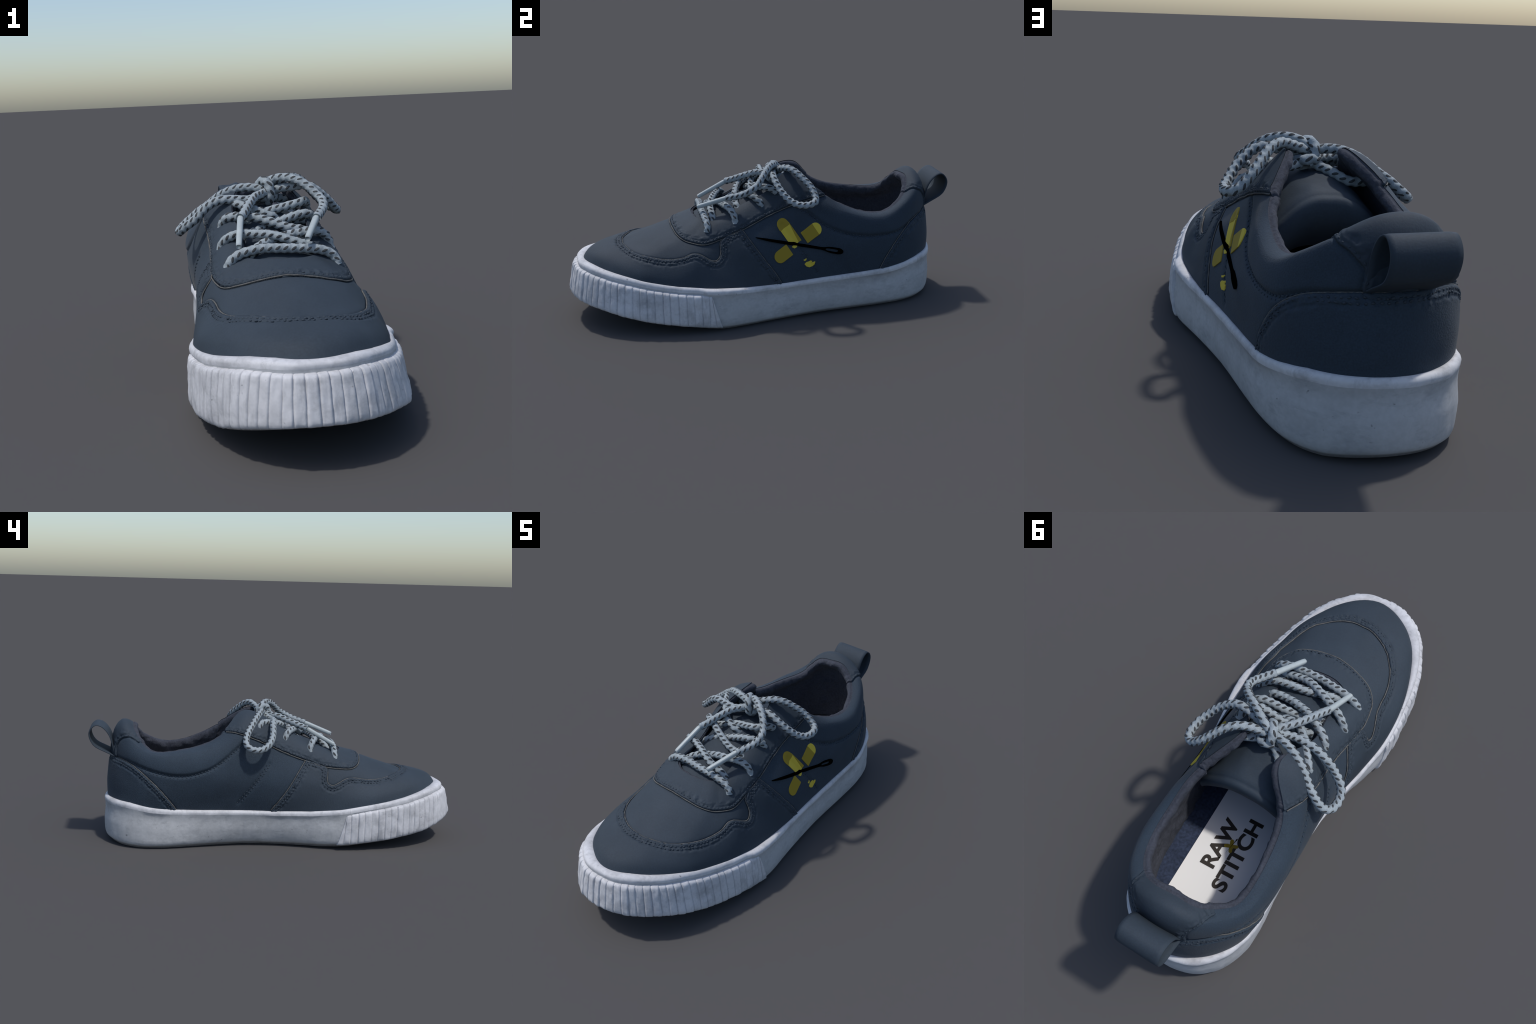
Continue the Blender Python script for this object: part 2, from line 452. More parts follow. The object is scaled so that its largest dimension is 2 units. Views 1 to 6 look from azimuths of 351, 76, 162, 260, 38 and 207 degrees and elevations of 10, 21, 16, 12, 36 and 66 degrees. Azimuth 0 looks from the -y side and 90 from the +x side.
def panel(name, D, thick, width, mat, under=0.004, groove=()):
    """A patch laid over the skin: grid faces clipped along the edge line, lifted by its
    thickness and rolled down under the skin at the edge."""
    r = np.clip(D / width, 0, 1)
    h = -under + (thick + under) * np.sqrt(np.clip(1 - (1 - r) ** 2, 0, 1))
    if groove:
        pk = (D > .002) & (D < .055)
        pv = np.zeros_like(D)
        pv[pk] = fnoise(B0[pk], 48.0, thick * 1000, 2)
        h = h + 0.0042 * pv * np.exp(-((D - .022) / .018) ** 2)
    for g_ in groove:
        h = h - 0.0032 * np.exp(-((D - g_) / 0.006) ** 2)
    LIFT[:] = np.maximum(LIFT, np.where(D > 0, h, 0))
    V, F, idx = [], [], {}

    def vert(i, j):
        k = (i, j)
        if k not in idx:
            idx[k] = len(V)
            V.append(B0[i, j] + NB[i, j] * h[i, j])
        return idx[k]

    def cut(a, b):
        k = (a, b) if a < b else (b, a)
        if k not in idx:
            (i, j), (p, q) = k
            t = D[i, j] / (D[i, j] - D[p, q])
            idx[k] = len(V)
            V.append((B0[i, j] - NB[i, j] * under) * (1 - t) + (B0[p, q] - NB[p, q] * under) * t)
        return idx[k]

    pos = D > 0
    p2 = np.roll(pos, -1, 0)
    cnt = pos[:, :-1].astype(int) + pos[:, 1:] + p2[:, :-1] + p2[:, 1:]
    for i, j in np.argwhere(cnt > 0):
        i2 = (i + 1) % NT
        c = [(int(i), int(j)), (int(i2), int(j)), (int(i2), int(j) + 1), (int(i), int(j) + 1)]
        f = []
        for k in range(4):
            a, b = c[k], c[(k + 1) % 4]
            if pos[a]:
                f.append(vert(*a))
            if pos[a] != pos[b]:
                f.append(cut(a, b))
        if len(f) >= 3:
            F.append(f)
    return add(name, V, F, mat)


panel("toe_overlay", D_FRONT, 0.0088, 0.006, M_LEATHER, groove=(.015, .030))
panel("eyestay", D_EYE, 0.0105, 0.008, M_LEATHER, under=0.006, groove=(.014,))
panel("heel_counter", D_CNT, 0.0080, 0.006, M_SUEDE, groove=(.014, .027))
panel("heel_collar_patch", D_PAT, 0.006, 0.006, M_LEATHER, groove=(.012,))

def cut_edge(name, ts, lift, radius=0.0025):
    c = at(ts, B0)
    n_ = at(ts, NB)
    c = c + n_ * lift
    w_ = np.hanning(11); w_ /= w_.sum()
    c = np.stack([np.convolve(np.r_[np.full(5, c[0, k]), c[:, k], np.full(5, c[-1, k])], w_, "valid") for k in range(3)], 1)
    t_ = np.gradient(c, axis=0); t_ /= np.linalg.norm(t_, axis=1, keepdims=True) + 1e-9
    b_ = np.cross(n_, t_); b_ /= np.linalg.norm(b_, axis=1, keepdims=True) + 1e-9
    n2 = np.cross(t_, b_)
    rad = radius * (1 + 0.35 * fnoise(c, 40.0, lift * 100))
    V = [c + n2 * (np.cos(w) * rad)[:, None] + b_ * (np.sin(w) * rad)[:, None] for w in np.linspace(0, 2 * math.pi, 7)[:-1]]
    add(name, np.stack(V, 1).reshape(-1, 3), grid_faces(len(c), 6, wrap_b=True), M_EDGE)


cut_edge("overlay_cut_edge", front_edge, .0036)
cut_edge("eyestay_cut_edge", eye_edge, .0070)
cut_edge("counter_cut_edge", cnt_edge, .0034)

# the base skin itself, split where overlays hide the joint
faces = np.array(grid_faces(NT, NS, wrap_a=True))
fy = B0.reshape(-1, 3)[faces[:, 0]]
ti = faces[:, 0] // NS
sj = faces[:, 0] % NS
inner = D_FRONT.reshape(-1)[faces[:, 0]] < 0.004
is_vamp = fy[:, 1] < -0.20
is_collar = D_COL.reshape(-1)[faces[:, 0]] > 0


def sub(name, mask, mat):
    fs = faces[mask]
    u, inv = np.unique(fs, return_inverse=True)
    ob = add(name, B0.reshape(-1, 3)[u], inv.reshape(fs.shape), mat)
    ob.data.normals_split_custom_set_from_vertices([tuple(x) for x in NB.reshape(-1, 3)[u]])
    return ob


sub("vamp", is_vamp, M_LEATHER)
sub("padded_collar", ~is_vamp & is_collar, M_SUEDE)
sub("quarter", ~is_vamp & ~is_collar, M_SUEDE)

# ------------------------------------------------------------------ lining
s_in = np.linspace(0, 1, 70)
thick_top = 0.016 * np.clip((P[:, -1, 1] + 0.05) / 0.25, 0, 1) + 0.014
TOPL = B0[:, -1] + NB[:, -1] * np.maximum(LIFT[:, -1] - .001, 0)[:, None]
collar_side = np.clip((P[:, -1, 1] - .25) / .12, 0, 1) * np.clip((.74 - P[:, -1, 1]) / .08, 0, 1)
ts_all = np.stack(np.meshgrid(THETA, s_in, indexing="ij"), -1)
Pi = at(ts_all.reshape(-1, 2), P).reshape(NT, 70, 3)
Ni = at(ts_all.reshape(-1, 2), N).reshape(NT, 70, 3)
Ni /= np.linalg.norm(Ni, axis=2, keepdims=True)
cen = np.stack([np.full(NT, -0.01), np.clip(P[:, -1, 1], 0.2, 0.6)], 1)
inw = cen - P[:, -1, :2]
inw /= np.linalg.norm(inw, axis=1, keepdims=True)
# rolled lip: from the topline stitch inward and down, then follow the skin at its thickness
lip = []
for k in np.linspace(0, 1, 9):
    a = k * math.pi * 0.5
    q = TOPL.copy()
    q[:, :2] += inw * (thick_top * math.sin(a))[:, None]
    q[:, 2] += -thick_top * 0.9 * (1 - math.cos(a)) + (0.003 + 0.005 * collar_side) * math.sin(math.pi * k) - 0.0015 - 0.004 * math.exp(-((k - .12) / .08) ** 2)
    lip.append(q)
lip = np.stack(lip, 1)
rearness = np.clip((P[:, -1, 1] + .10) / .22, 0, 1)[:, None]
depth = thick_top[:, None] * (0.55 + 0.45 * s_in[None] ** 2) + np.where(P[:, -1, 0] < 0, .040, .060)[:, None] * rearness * np.clip(1 - s_in[None] / .95, 0, 1) ** .7
wall = Pi - Ni * depth[..., None]
keep = 62
wl = wall[:, :keep][:, ::-1]
blend = np.linspace(0, 1, 14)
end, d0 = lip[:, -1], wl[:, 13]
bridge = end[:, None] * (1 - blend)[None, 1:, None] + d0[:, None] * blend[None, 1:, None]
bridge[:, :, 2] += 0
inside_skin = np.concatenate([lip, bridge, wl[:, 14:]], 1)
for _ in range(6):
    inside_skin[:, 7:-1] = 0.25 * inside_skin[:, 6:-2] + 0.5 * inside_skin[:, 7:-1] + 0.25 * inside_skin[:, 8:]
wr = fnoise(inside_skin[::4], 24.0, 3.0, 5)
wr = np.stack([np.interp(np.arange(NT), np.arange(0, NT + 4, 4), np.r_[wr[:, k], wr[:1, k]]) for k in range(wr.shape[1])], 1)
fall = np.clip(np.arange(inside_skin.shape[1]) / 5.0, 0, 1)[None]
nin = grid_normals(inside_skin)
inside_skin += nin * (wr * fall * 0.0060)[..., None]
nb = inside_skin.shape[1]
add("lining", inside_skin.reshape(-1, 3), grid_faces(NT, nb, wrap_a=True), M_LINING)

# ------------------------------------------------------------------ stitches
STITCH_V, STITCH_F = [], []


def stitch_row(ts, D=None, lift=0.008, pitch=0.020, length=0.012, radius=0.0032, side=0.0):
    """A row of short thread bars along a skin line, moved sideways by `side`."""
    L = at(ts, B0)
    nn = at(ts, NB); nn /= np.linalg.norm(nn, axis=1, keepdims=True)
    c = chords(L)
    tan = np.gradient(L, axis=0)
    tan /= np.linalg.norm(tan, axis=1, keepdims=True) + 1e-9
    bi = np.cross(nn, tan)
    x = pitch * 0.5
    while x < c[-1]:
        xx = x + random.uniform(-0.002, 0.002)
        ip = lambda A: np.array([np.interp(xx, c, A[:, k]) for k in range(3)])
        p, n0, t0, b0 = ip(L), ip(nn), ip(tan), ip(bi)
        p = p + b0 * side + n0 * lift
        ln = length * random.uniform(0.8, 1.15) / 2
        t1 = t0 + b0 * random.uniform(-0.25, 0.25)
        base = len(STITCH_V)
        for k, a in enumerate(np.linspace(-1, 1, 5)):
            r = radius * math.sqrt(max(0.05, 1 - a * a * 0.95))
            for m in range(6):
                w = m * math.pi / 3
                STITCH_V.append(p + t1 * ln * a + b0 * r * math.cos(w) + n0 * (r * 0.8 * math.sin(w) - 0.0015 * a * a))
        for k in range(4):
            for m in range(6):
                STITCH_F.append((base + k * 6 + m, base + k * 6 + (m + 1) % 6, base + k * 6 + 6 + (m + 1) % 6, base + k * 6 + 6 + m))
        STITCH_F.append([base + m for m in range(6)][::-1])
        STITCH_F.append([base + 24 + m for m in range(6)])
        x += pitch * random.uniform(0.92, 1.08)


def beside(ts, D, off):
    """A skin line moved sideways by `off` towards the side where D is larger."""
    L = at(ts, B0)
    nn = at(ts, NB)
    tan = np.gradient(L, axis=0)
    tan /= np.linalg.norm(tan, axis=1, keepdims=True) + 1e-9
    bi = np.cross(nn, tan)
    bi /= np.linalg.norm(bi, axis=1, keepdims=True) + 1e-9
    best, score = None, -9
    for sgn_ in (1, -1):
        q = to_skin(L + bi * sgn_ * off)
        d = at(q, D)
        if np.median(d) > score:
            best, score = (q, d), np.median(d)
    q, d = best
    # where the line turns a tight corner points crowd; keep those at their true distance
    ok = np.abs(d - off) < 0.35 * off + .002
    q = q[ok]
    q[:, 0] = np.unwrap(q[:, 0] * 2 * np.pi) / (2 * np.pi)
    L = at(q, B0)
    step = np.r_[0, np.linalg.norm(np.diff(L, axis=0), axis=1)]
    parts = np.split(np.arange(len(q)), np.where(step > .05)[0])
    outp = []
    for p_ in parts:
        if len(p_) < 12:
            continue
        c_ = chords(L[p_])
        w_ = np.hanning(9); w_ /= w_.sum()
        z_ = np.stack([np.convolve(np.r_[np.full(4, q[p_][0, k_]), q[p_][:, k_], np.full(4, q[p_][-1, k_])], w_, "valid") for k_ in range(2)], 1)
        keep_ = np.r_[True, np.diff(np.round(c_ / .004)) > 0]
        outp.append(z_[keep_])
    return outp


for off in (.015, .030):
    for r_ in beside(front_edge, D_FRONT, off):
        stitch_row(r_, lift=.0066, pitch=.0185, length=.0120, radius=.0040)
for off in (.014, .027):
    for r_ in beside(cnt_edge, D_CNT, off):
        stitch_row(r_, lift=.0060, pitch=.0185, length=.0120, radius=.0040)
for r_ in beside(eye_edge, D_EYE, .014):
    stitch_row(r_, lift=.0088, pitch=.017, length=.0105, radius=.0034)
stitch_row(col_line, lift=.0015, pitch=.017, length=.012, radius=.0038)
for r_ in beside(col_line, -D_COL, .010):
    stitch_row(r_, lift=.0005, pitch=.022, length=.010, radius=.0028)
for r_ in beside(pat_edge, D_PAT, .012):
    stitch_row(r_, lift=.0036, pitch=.018, length=.011)
# a double row that runs down each side behind the front panel
for mid_row in MID_ROWS:
    for dy in (0, .016):
        r_, _ = seam([(a_, b_ + dy, c_) for a_, b_, c_ in mid_row])
        stitch_row(r_, lift=.0008, pitch=.019, length=.012, radius=.0030)
# throat edge

add("stitching", STITCH_V, STITCH_F, M_THREAD, kind="stuff")

# ------------------------------------------------------------------ sole
OUTLINE = [(-.045, -1.0), (.060, -.984), (.152, -.925), (.231, -.842), (.289, -.730), (.329, -.595), (.354, -.47), (.368, -.34), (.370, -.25), (.353, -.14),
           (.336, .02), (.325, .2), (.317, .4), (.308, .56), (.288, .69), (.252, .795), (.174, .876), (.075, .918), (-.03, .930), (-.127, .904), (-.203, .840),
           (-.256, .74), (-.272, .62), (-.273, .45), (-.274, .25), (-.286, .08), (-.316, -.08), (-.345, -.2), (-.371, -.34), (-.377, -.47), (-.369, -.61),
           (-.338, -.745), (-.292, -.852), (-.224, -.940), (-.135, -.994)]
MS = 1600
out = smooth_curve(OUTLINE, n=MS, closed=True)
g_out = np.exp(-0.5 * (np.arange(-40, 41) / 14.0) ** 2); g_out /= g_out.sum()
out = sum(g_out[k] * np.roll(out, k - 40, 0) for k in range(81))
out[:, 1] -= .002 * np.clip((-out[:, 1] - .55) / .4, 0, 1)
out[:, 0] += .003 * np.sign(out[:, 0]) * np.clip((-out[:, 1] - .5) / .2, 0, 1) * np.clip(np.abs(out[:, 0]) / .15, 0, 1)
tang = np.roll(out, -1, 0) - np.roll(out, 1, 0)
tang /= np.linalg.norm(tang, axis=1, keepdims=True)
onrm = np.stack([tang[:, 1], -tang[:, 0]], 1)          # outward
out -= onrm * .004
oy, ox = out[:, 1], out[:, 0]
arc = chords(np.r_[out, out[:1]])[:-1]
ztop = np.interp(oy, [-1.0, -.95, -.87, -.77, -.67, -.56, -.44, -.31, -.15, .05, .2, .45, .57, .69, .8, .93], [.312, .314, .308, .29, .270, .252, .236, .216, .203, .196, .200, .205, .210, .222, .240, .243])
ztop = ztop + np.where(ox < 0, 0.001, -0.011) * np.clip((-oy - .3) / .2, 0, 1) * np.clip((oy + .98) / .1, 0, 1)
zb_l = np.interp(oy, [-1.0, -.95, -.87, -.78, -.67, -.56, -.4, -.2, 0, .2, .5, .7, .85, .93], [.140, .128, .106, .082, .066, .050, .032, .016, .012, .012, .010, .008, .014, .026])
zb_r = np.interp(oy, [-1.0, -.95, -.84, -.754, -.66, -.57, -.48, -.29, -.1, .1, .3, .5, .7, .85, .93], [.135, .130, .112, .090, .068, .052, .038, .014, .010, .014, .016, .014, .012, .014, .026])
side_mix = np.clip(ox / .3 + .5, 0, 1)
zbot = zb_l * (1 - side_mix) + zb_r * side_mix
# feather ring under each sole sample: nearest point of the upper's lower ring
# the ring where the upper's outer surface passes the height of the sole's top edge
FULL = B0 + NB * LIFT[..., None]
zt_at = np.interp(FULL[:, 12, 1], oy[np.argsort(oy)], ztop[np.argsort(oy)])
zt_l = np.array([np.mean(ztop[np.argsort(((out - p_[:2]) ** 2).sum(1))[:3]]) for p_ in FULL[::7, 14]])
fr = []
for p_, zt_ in zip(FULL[::7], zt_l):
    k_ = np.argmax(p_[:90, 2] > zt_ - .004)
    fr.append(p_[k_])
fr = smooth_curve(np.array(fr), n=1600, closed=True)
fk = kdtree.KDTree(len(fr))
for i, v in enumerate(fr):
    fk.insert((v[0], v[1], 0), i)
fk.balance()
near = np.array([fk.find((a[0] - n_[0] * .03, a[1] - n_[1] * .03, 0))[1] for a, n_ in zip(out, onrm)])
fxy = fr[near, :2]
g = np.exp(-0.5 * (np.arange(-30, 31) / 12.0) ** 2); g /= g.sum()
fxy = sum(g[k] * np.roll(fxy, k - 30, 0) for k in range(61))
band_on = np.clip((-.36 - oy) / .04, 0, 1)
slope_l = np.interp(oy, [-1.0, -.93, -.85, -.7, -.3, .7, .93], [.044, .034, .018, .006, .004, .006, .012])
slope_r = np.interp(oy, [-1.0, -.85, -.73, -.6, -.45, -.3, .7, .93], [.044, .052, .054, .038, .018, .006, .006, .012])
toe_slope = (slope_l * (1 - side_mix) + slope_r * side_mix) * np.interp(oy, [-.5, .5], [.74, .35])
H = ztop - zbot
wav = fnoise(np.c_[out, np.zeros(MS)], 9.0, 5.0)


def sole_ring(inset, z):
    return np.c_[out - onrm * np.broadcast_to(inset, (MS,))[:, None], np.broadcast_to(z, (MS,))]


tuck_l = np.interp(oy, [-.3, -.15, 0, .2, .4, .6, .8, .93], [.004, .026, .044, .050, .030, .006, .002, .004])
tuck_r = np.interp(oy, [-.2, 0, .2, .5, .7, .93], [0, .004, .010, .008, .002, .004])
heel_tuck = tuck_l * (1 - side_mix) + tuck_r * side_mix
b_in = 0.014 * band_on
rings = []
for f, ins in [(0.0, .026), (0.012, .014), (0.05, .006), (0.10, .002), (0.17, .000), (0.28, 0.0), (0.42, -.001), (0.52, .0010), (0.60, .003), (0.68, .0050), (0.76, .0052), (0.83, .0042), (0.89, .0020), (0.94, .000), (0.98, .003), (1.0, .008)]:
    k = max(0, 1 - f / 0.95)
    keep_out = 0.013 * min(1, max(0, (f - .78) / .12)) * (1 if f < .97 else (.8 if f < .99 else .55))
    rings.append(sole_ring(ins + b_in + toe_slope * f + heel_tuck * k ** 1.5 + 0.002 * wav * (0.2 < f < 0.9), zbot + H * f))
    # the top edge always stands a little proud of the upper it is bonded to
    if f > .78:
        e_ = ((rings[-1][:, :2] - fxy) * onrm).sum(1)
        rings[-1][:, :2] += onrm * np.maximum(keep_out - e_, 0)[:, None]
top = rings[-1]
inner = np.c_[fxy - onrm * 0.006, ztop - 0.004]
for k in (0.35, 0.7, 1.0):
    q = top * (1 - k) + inner * k
    q[:, 2] = top[:, 2] * (1 - k) + inner[:, 2] * k + 0.005 * math.sin(math.pi * k)
    rings.append(q)
rings.append(np.c_[fxy - onrm * 0.025, ztop - 0.03])
S = np.stack(rings, 1)
wob = fnoise(S[::4], 14.0, 9.0)
wob = np.stack([np.interp(np.arange(MS), np.arange(0, MS + 4, 4), np.r_[wob[:, k_], wob[:1, k_]]) for k_ in range(wob.shape[1])], 1)
S[:, 3:17, :2] += (onrm[:, None] * (0.0022 * wob[:, 3:17])[..., None])
NSK = S.shape[1]
add("midsole", S[:, :NSK - 7].reshape(-1, 3), grid_faces(MS, NSK - 7, wrap_a=True), M_SOLE)
add("sole_top_bead", S[:, NSK - 8:].reshape(-1, 3), grid_faces(MS, 8, wrap_a=True), M_RUBBER)

# outsole: thin rubber tread under the midsole, closed across the bottom
t_in = [.014, .020, .026, .05, .12]
t_z = [.035, .004, -.010, -.013, -.014]
trs = [sole_ring(a + b_in * .6 + heel_tuck * (1 if z < .03 else .6), np.maximum(zbot + z, 0)) for a, z in zip(t_in, t_z)]
spine = np.c_[np.interp(oy, [-1, 1], [-.03, -.01]), np.clip(oy, -.8, .78), np.maximum(zbot - .014, 0)]
trs.append(0.5 * trs[-1] + 0.5 * spine)
trs.append(spine)
TS = np.stack(trs, 1)
add("outsole", TS.reshape(-1, 3), grid_faces(MS, TS.shape[1], wrap_a=True, flip=True), M_OUTSOLE)

# ribbed toe bumper: a moulded strip wrapped round the front
i0 = np.where(oy < -.285)[0]
ordered = np.r_[i0[i0 > MS // 2], i0[i0 <= MS // 2]]
bo = out[ordered]
barc = chords(bo)
NBD = 1900
u = np.linspace(0, barc[-1], NBD)
resamp = lambda A: np.stack([np.interp(u, barc, A[ordered][:, k]) for k in range(A.shape[1])], 1) if A.ndim == 2 else np.interp(u, barc, A[ordered])
b_xy, b_n, b_zt, b_zb, b_sl = resamp(out), resamp(onrm), resamp(ztop), resamp(zbot), resamp(toe_slope)
b_n /= np.linalg.norm(b_n, axis=1, keepdims=True)
# ribs of uneven width: each rib is a rounded bar between sharp grooves
edges = [0.0]
while edges[-1] < barc[-1]:
    edges.append(edges[-1] + 0.037 * random.uniform(0.86, 1.14))
edges = np.array(edges)
k = np.searchsorted(edges, u, side="right") - 1
fr_ = (u - edges[k]) / (edges[k + 1] - edges[k])
amp = np.array([random.uniform(0.55, 1.15) for _ in edges])[k]
rib = (1 - np.abs(2 * fr_ - 1) ** 6) * amp + 0.25 * (fr_ - .5)
lean = np.array([random.uniform(-1, 1) for _ in edges])[k]
endf = np.clip(np.minimum(u, barc[-1] - u) / 0.008, 0, 1)
cols = []
bh = b_zt - 0.032 - b_zb
levels = [(-.02, .030), (-.005, .012), (.02, .005), (.06, .001), (.12, -.001), (.2, -.002), (.3, -.0025), (.4, -.0025), (.5, -.002), (.6, -.002), (.7, -.0015), (.8, -.001), (.88, 0.0), (.94, .001), (.98, .003), (1.0, .007), (1.01, .014), (1.0, .028), (.95, .045)]
for f, ins in levels:
    ribs = rib * 0.0070 * np.clip((f + .02) / .1, 0, 1) * np.clip((1.02 - f) / .06, .25, 1)
    shear = lean * 0.0015 * math.sin(f * 9)
    off = -(ins + b_sl * np.clip(f, 0, 1) * .93) + (ribs - 0.001 + shear) * endf - (1 - endf) * 0.018
    z = b_zb + bh * f + 0.0025 * rib * (f > 0.9)
    if f < .03:
        z = z + 0.004 * rib * (f < 0.0)
    xy = b_xy + b_n * off[:, None]
    # the two ends slant: the strip reaches further back at the bottom
    cols.append(np.c_[xy, z])
BD = np.stack(cols, 1)
slant = np.interp(np.arange(NBD), [0, 60, NBD - 60, NBD - 1], [1, 0, 0, 1])
lv = np.array([l[0] for l in levels])
tb = np.gradient(b_xy, axis=0); tb /= np.linalg.norm(tb, axis=1, keepdims=True)
sgn = np.where(np.arange(NBD) < NBD / 2, 1, -1)
BD[:, :, :2] += tb[:, None] * (slant[:, None] * sgn[:, None] * lv[None] * 0.052)[..., None]
bn = fnoise(BD[::2], 30.0, 4.0)
bn = np.stack([np.interp(np.arange(NBD), np.arange(0, NBD, 2), bn[:, k_]) for k_ in range(bn.shape[1])], 1)
BD[:, :, :2] += b_n[:, None] * (bn * 0.0028)[..., None]
add("ribbed_toe_bumper", BD.reshape(-1, 3), grid_faces(NBD, len(levels)), M_RUBBER)

# ------------------------------------------------------------------ insole and printed label
Z_IN = 0.165
ins = smooth_curve(np.c_[np.c_[out[::20, 0] - onrm[::20, 0] * 0.05, np.maximum(out[::20, 1] - onrm[::20, 1] * .05, -.55)], np.zeros(len(out[::20]))], n=240, closed=True)
mid = ins.mean(0)
rg = [mid + (ins - mid) * k for k in (1.0, .8, .55, .3, .1, 0.01)]
IR = np.stack(rg, 1)
IR[:, :, 2] = Z_IN + np.interp(IR[:, :, 1], [-1, -.6, 0], [.10, .03, 0.0])
add("insole", IR.reshape(-1, 3), grid_faces(240, 6, wrap_a=True), M_INSOLE)


def slab(name, outline, z0, z1, mat, parent=ROOT):
    n = len(outline)
    v = [(x, y, z0) for x, y in outline] + [(x, y, z1) for x, y in outline]
    f = [tuple(range(n, 2 * n)), tuple(range(n))[::-1]] + [(i, (i + 1) % n, n + (i + 1) % n, n + i) for i in range(n)]
    return add(name, v, f, mat, parent, smooth=False)


def rounded(x0, x1, y0, y1, r, n=8):
    o = []
    for cx, cy, a0 in ((x1 - r, y1 - r, 0), (x0 + r, y1 - r, 90), (x0 + r, y0 + r, 180), (x1 - r, y0 + r, 270)):
        for k in range(n + 1):
            a = math.radians(a0 + 90 * k / n)
            o.append((cx + r * math.cos(a), cy + r * math.sin(a)))
    return o


LABEL = group("insole_label")
slab("label_sheet", rounded(-.155, .140, .10, .78, .05), Z_IN + .002, Z_IN + .006, M_PAPER, LABEL)


def text(name, body, size, x, y, z, mat, parent):
    cu = bpy.data.curves.new(name, "FONT")
    cu.body = body
    cu.size = size
    cu.extrude = 0.0008
    cu.offset = size * 0.034
    cu.align_x = "LEFT"
    tmp = bpy.data.objects.new(name, cu)
    bpy.context.scene.collection.objects.link(tmp)
    bpy.context.view_layer.update()
    me = bpy.data.meshes.new_from_object(tmp.evaluated_get(bpy.context.evaluated_depsgraph_get()))
    bpy.data.objects.remove(tmp)
    bpy.data.curves.remove(cu)
    v = np.array([tuple(q.co) for q in me.vertices])
    return me, v


def print_text(name, body, y_start, y_end, x_base, height, parent):
    """Lettering that reads towards the toe (-y), its top towards +x."""
    me, v = text(name, body, 1.0, 0, 0, 0, M_INK, parent)
    v[:, 0] -= v[:, 0].min()
    w = v[:, 0].max()
    h = v[:, 1].max()
    lo = v[:, 1].min()
    q = np.c_[x_base + (v[:, 1]) / 0.72 * height, y_start + v[:, 0] / w * (y_end - y_start), Z_IN + .0065 + (v[:, 2] > 0) * .0012]
    for vert, c in zip(me.vertices, q):
        vert.co = c
    me.name = name
    me.materials.clear()
    me.materials.append(M_INK)
    ob = bpy.data.objects.new(name, me)
    bpy.context.scene.collection.objects.link(ob)
    ob.parent = parent
    return ob


print_text("printed_lettering", "RAW", .507, .278, .018, .062, LABEL)
print_text("printed_lettering", "STITCH", .575, .238, -.072, .062, LABEL)


def capsule(length, width, n=9):
    r = width / 2
    o = [(length / 2 - r + r * math.cos(a), r * math.sin(a)) for a in np.linspace(-math.pi / 2, math.pi / 2, n)]
    o += [(-length / 2 + r + r * math.cos(a), r * math.sin(a)) for a in np.linspace(math.pi / 2, 1.5 * math.pi, n)]
    return o


def placed(o, cx, cy, deg):
    a = math.radians(deg)
    return [(cx + x * math.cos(a) - y * math.sin(a), cy + x * math.sin(a) + y * math.cos(a)) for x, y in o]


slab("printed_bandage", placed(capsule(.060, .015), -.0, .385, 20), Z_IN + .0076, Z_IN + .0084, M_OLIVE, LABEL)
slab("printed_bandage", placed(capsule(.060, .015), -.0, .385, 110), Z_IN + .0086, Z_IN + .0094, M_OLIVE, LABEL)
slab("printed_needle", placed([(-.04, 0), (.03, .0014), (.036, .003), (.042, 0), (.036, -.003), (.03, -.0014)], 0, .385, -100), Z_IN + .0096, Z_IN + .0102, M_BLACK, LABEL)

# ------------------------------------------------------------------ tongue
TONGUE = [(-.015, -.42, .455, .17), (-.015, -.36, .484, .15), (-.02, -.25, .522, .135), (-.02, -.185, .545, .13), (-.022, -.12, .568, .13), (-.023, -.03, .608, .14), (-.024, .05, .632, .155), (-.022, .12, .627, .175), (-.018, .19, .612, .195), (-.014, .25, .593, .205)]
tp = smooth_curve(TONGUE, n=60)
NTG = 34
rows = []
for x, y, z, w in tp:
    a = np.linspace(-1, 1, NTG)
    xx = x + a * w
    rise = 0.032 + 0.098 * np.clip((y + .1) / .3, 0, 1)
    zz = z - rise * np.abs(a) ** 2.1
    yy = y + 0 * a
    rows.append(np.c_[xx, yy, zz])
T0 = np.array(rows)
T0[:, :, 2] += 0.004 * fnoise(T0, 14.0, 2.0)
# thick rounded rear end: roll over, down and back underneath
tail = [T0]
last = T0[-1]
for dy, dz in ((.008, -.007), (.013, -.0125), (.018, -.012), (.026, -.015), (.033, -.024), (.036, -.040), (.035, -.062), (.028, -.088), (.012, -.115), (-.03, -.15), (-.1, -.2)):
    q = last.copy(); q[:, 1] += dy; q[:, 2] += dz
    tail.append(q[None])
TG = np.concatenate(tail, 0)
add("tongue", TG.reshape(-1, 3), grid_faces(TG.shape[0], NTG, flip=True), M_LEATHER)

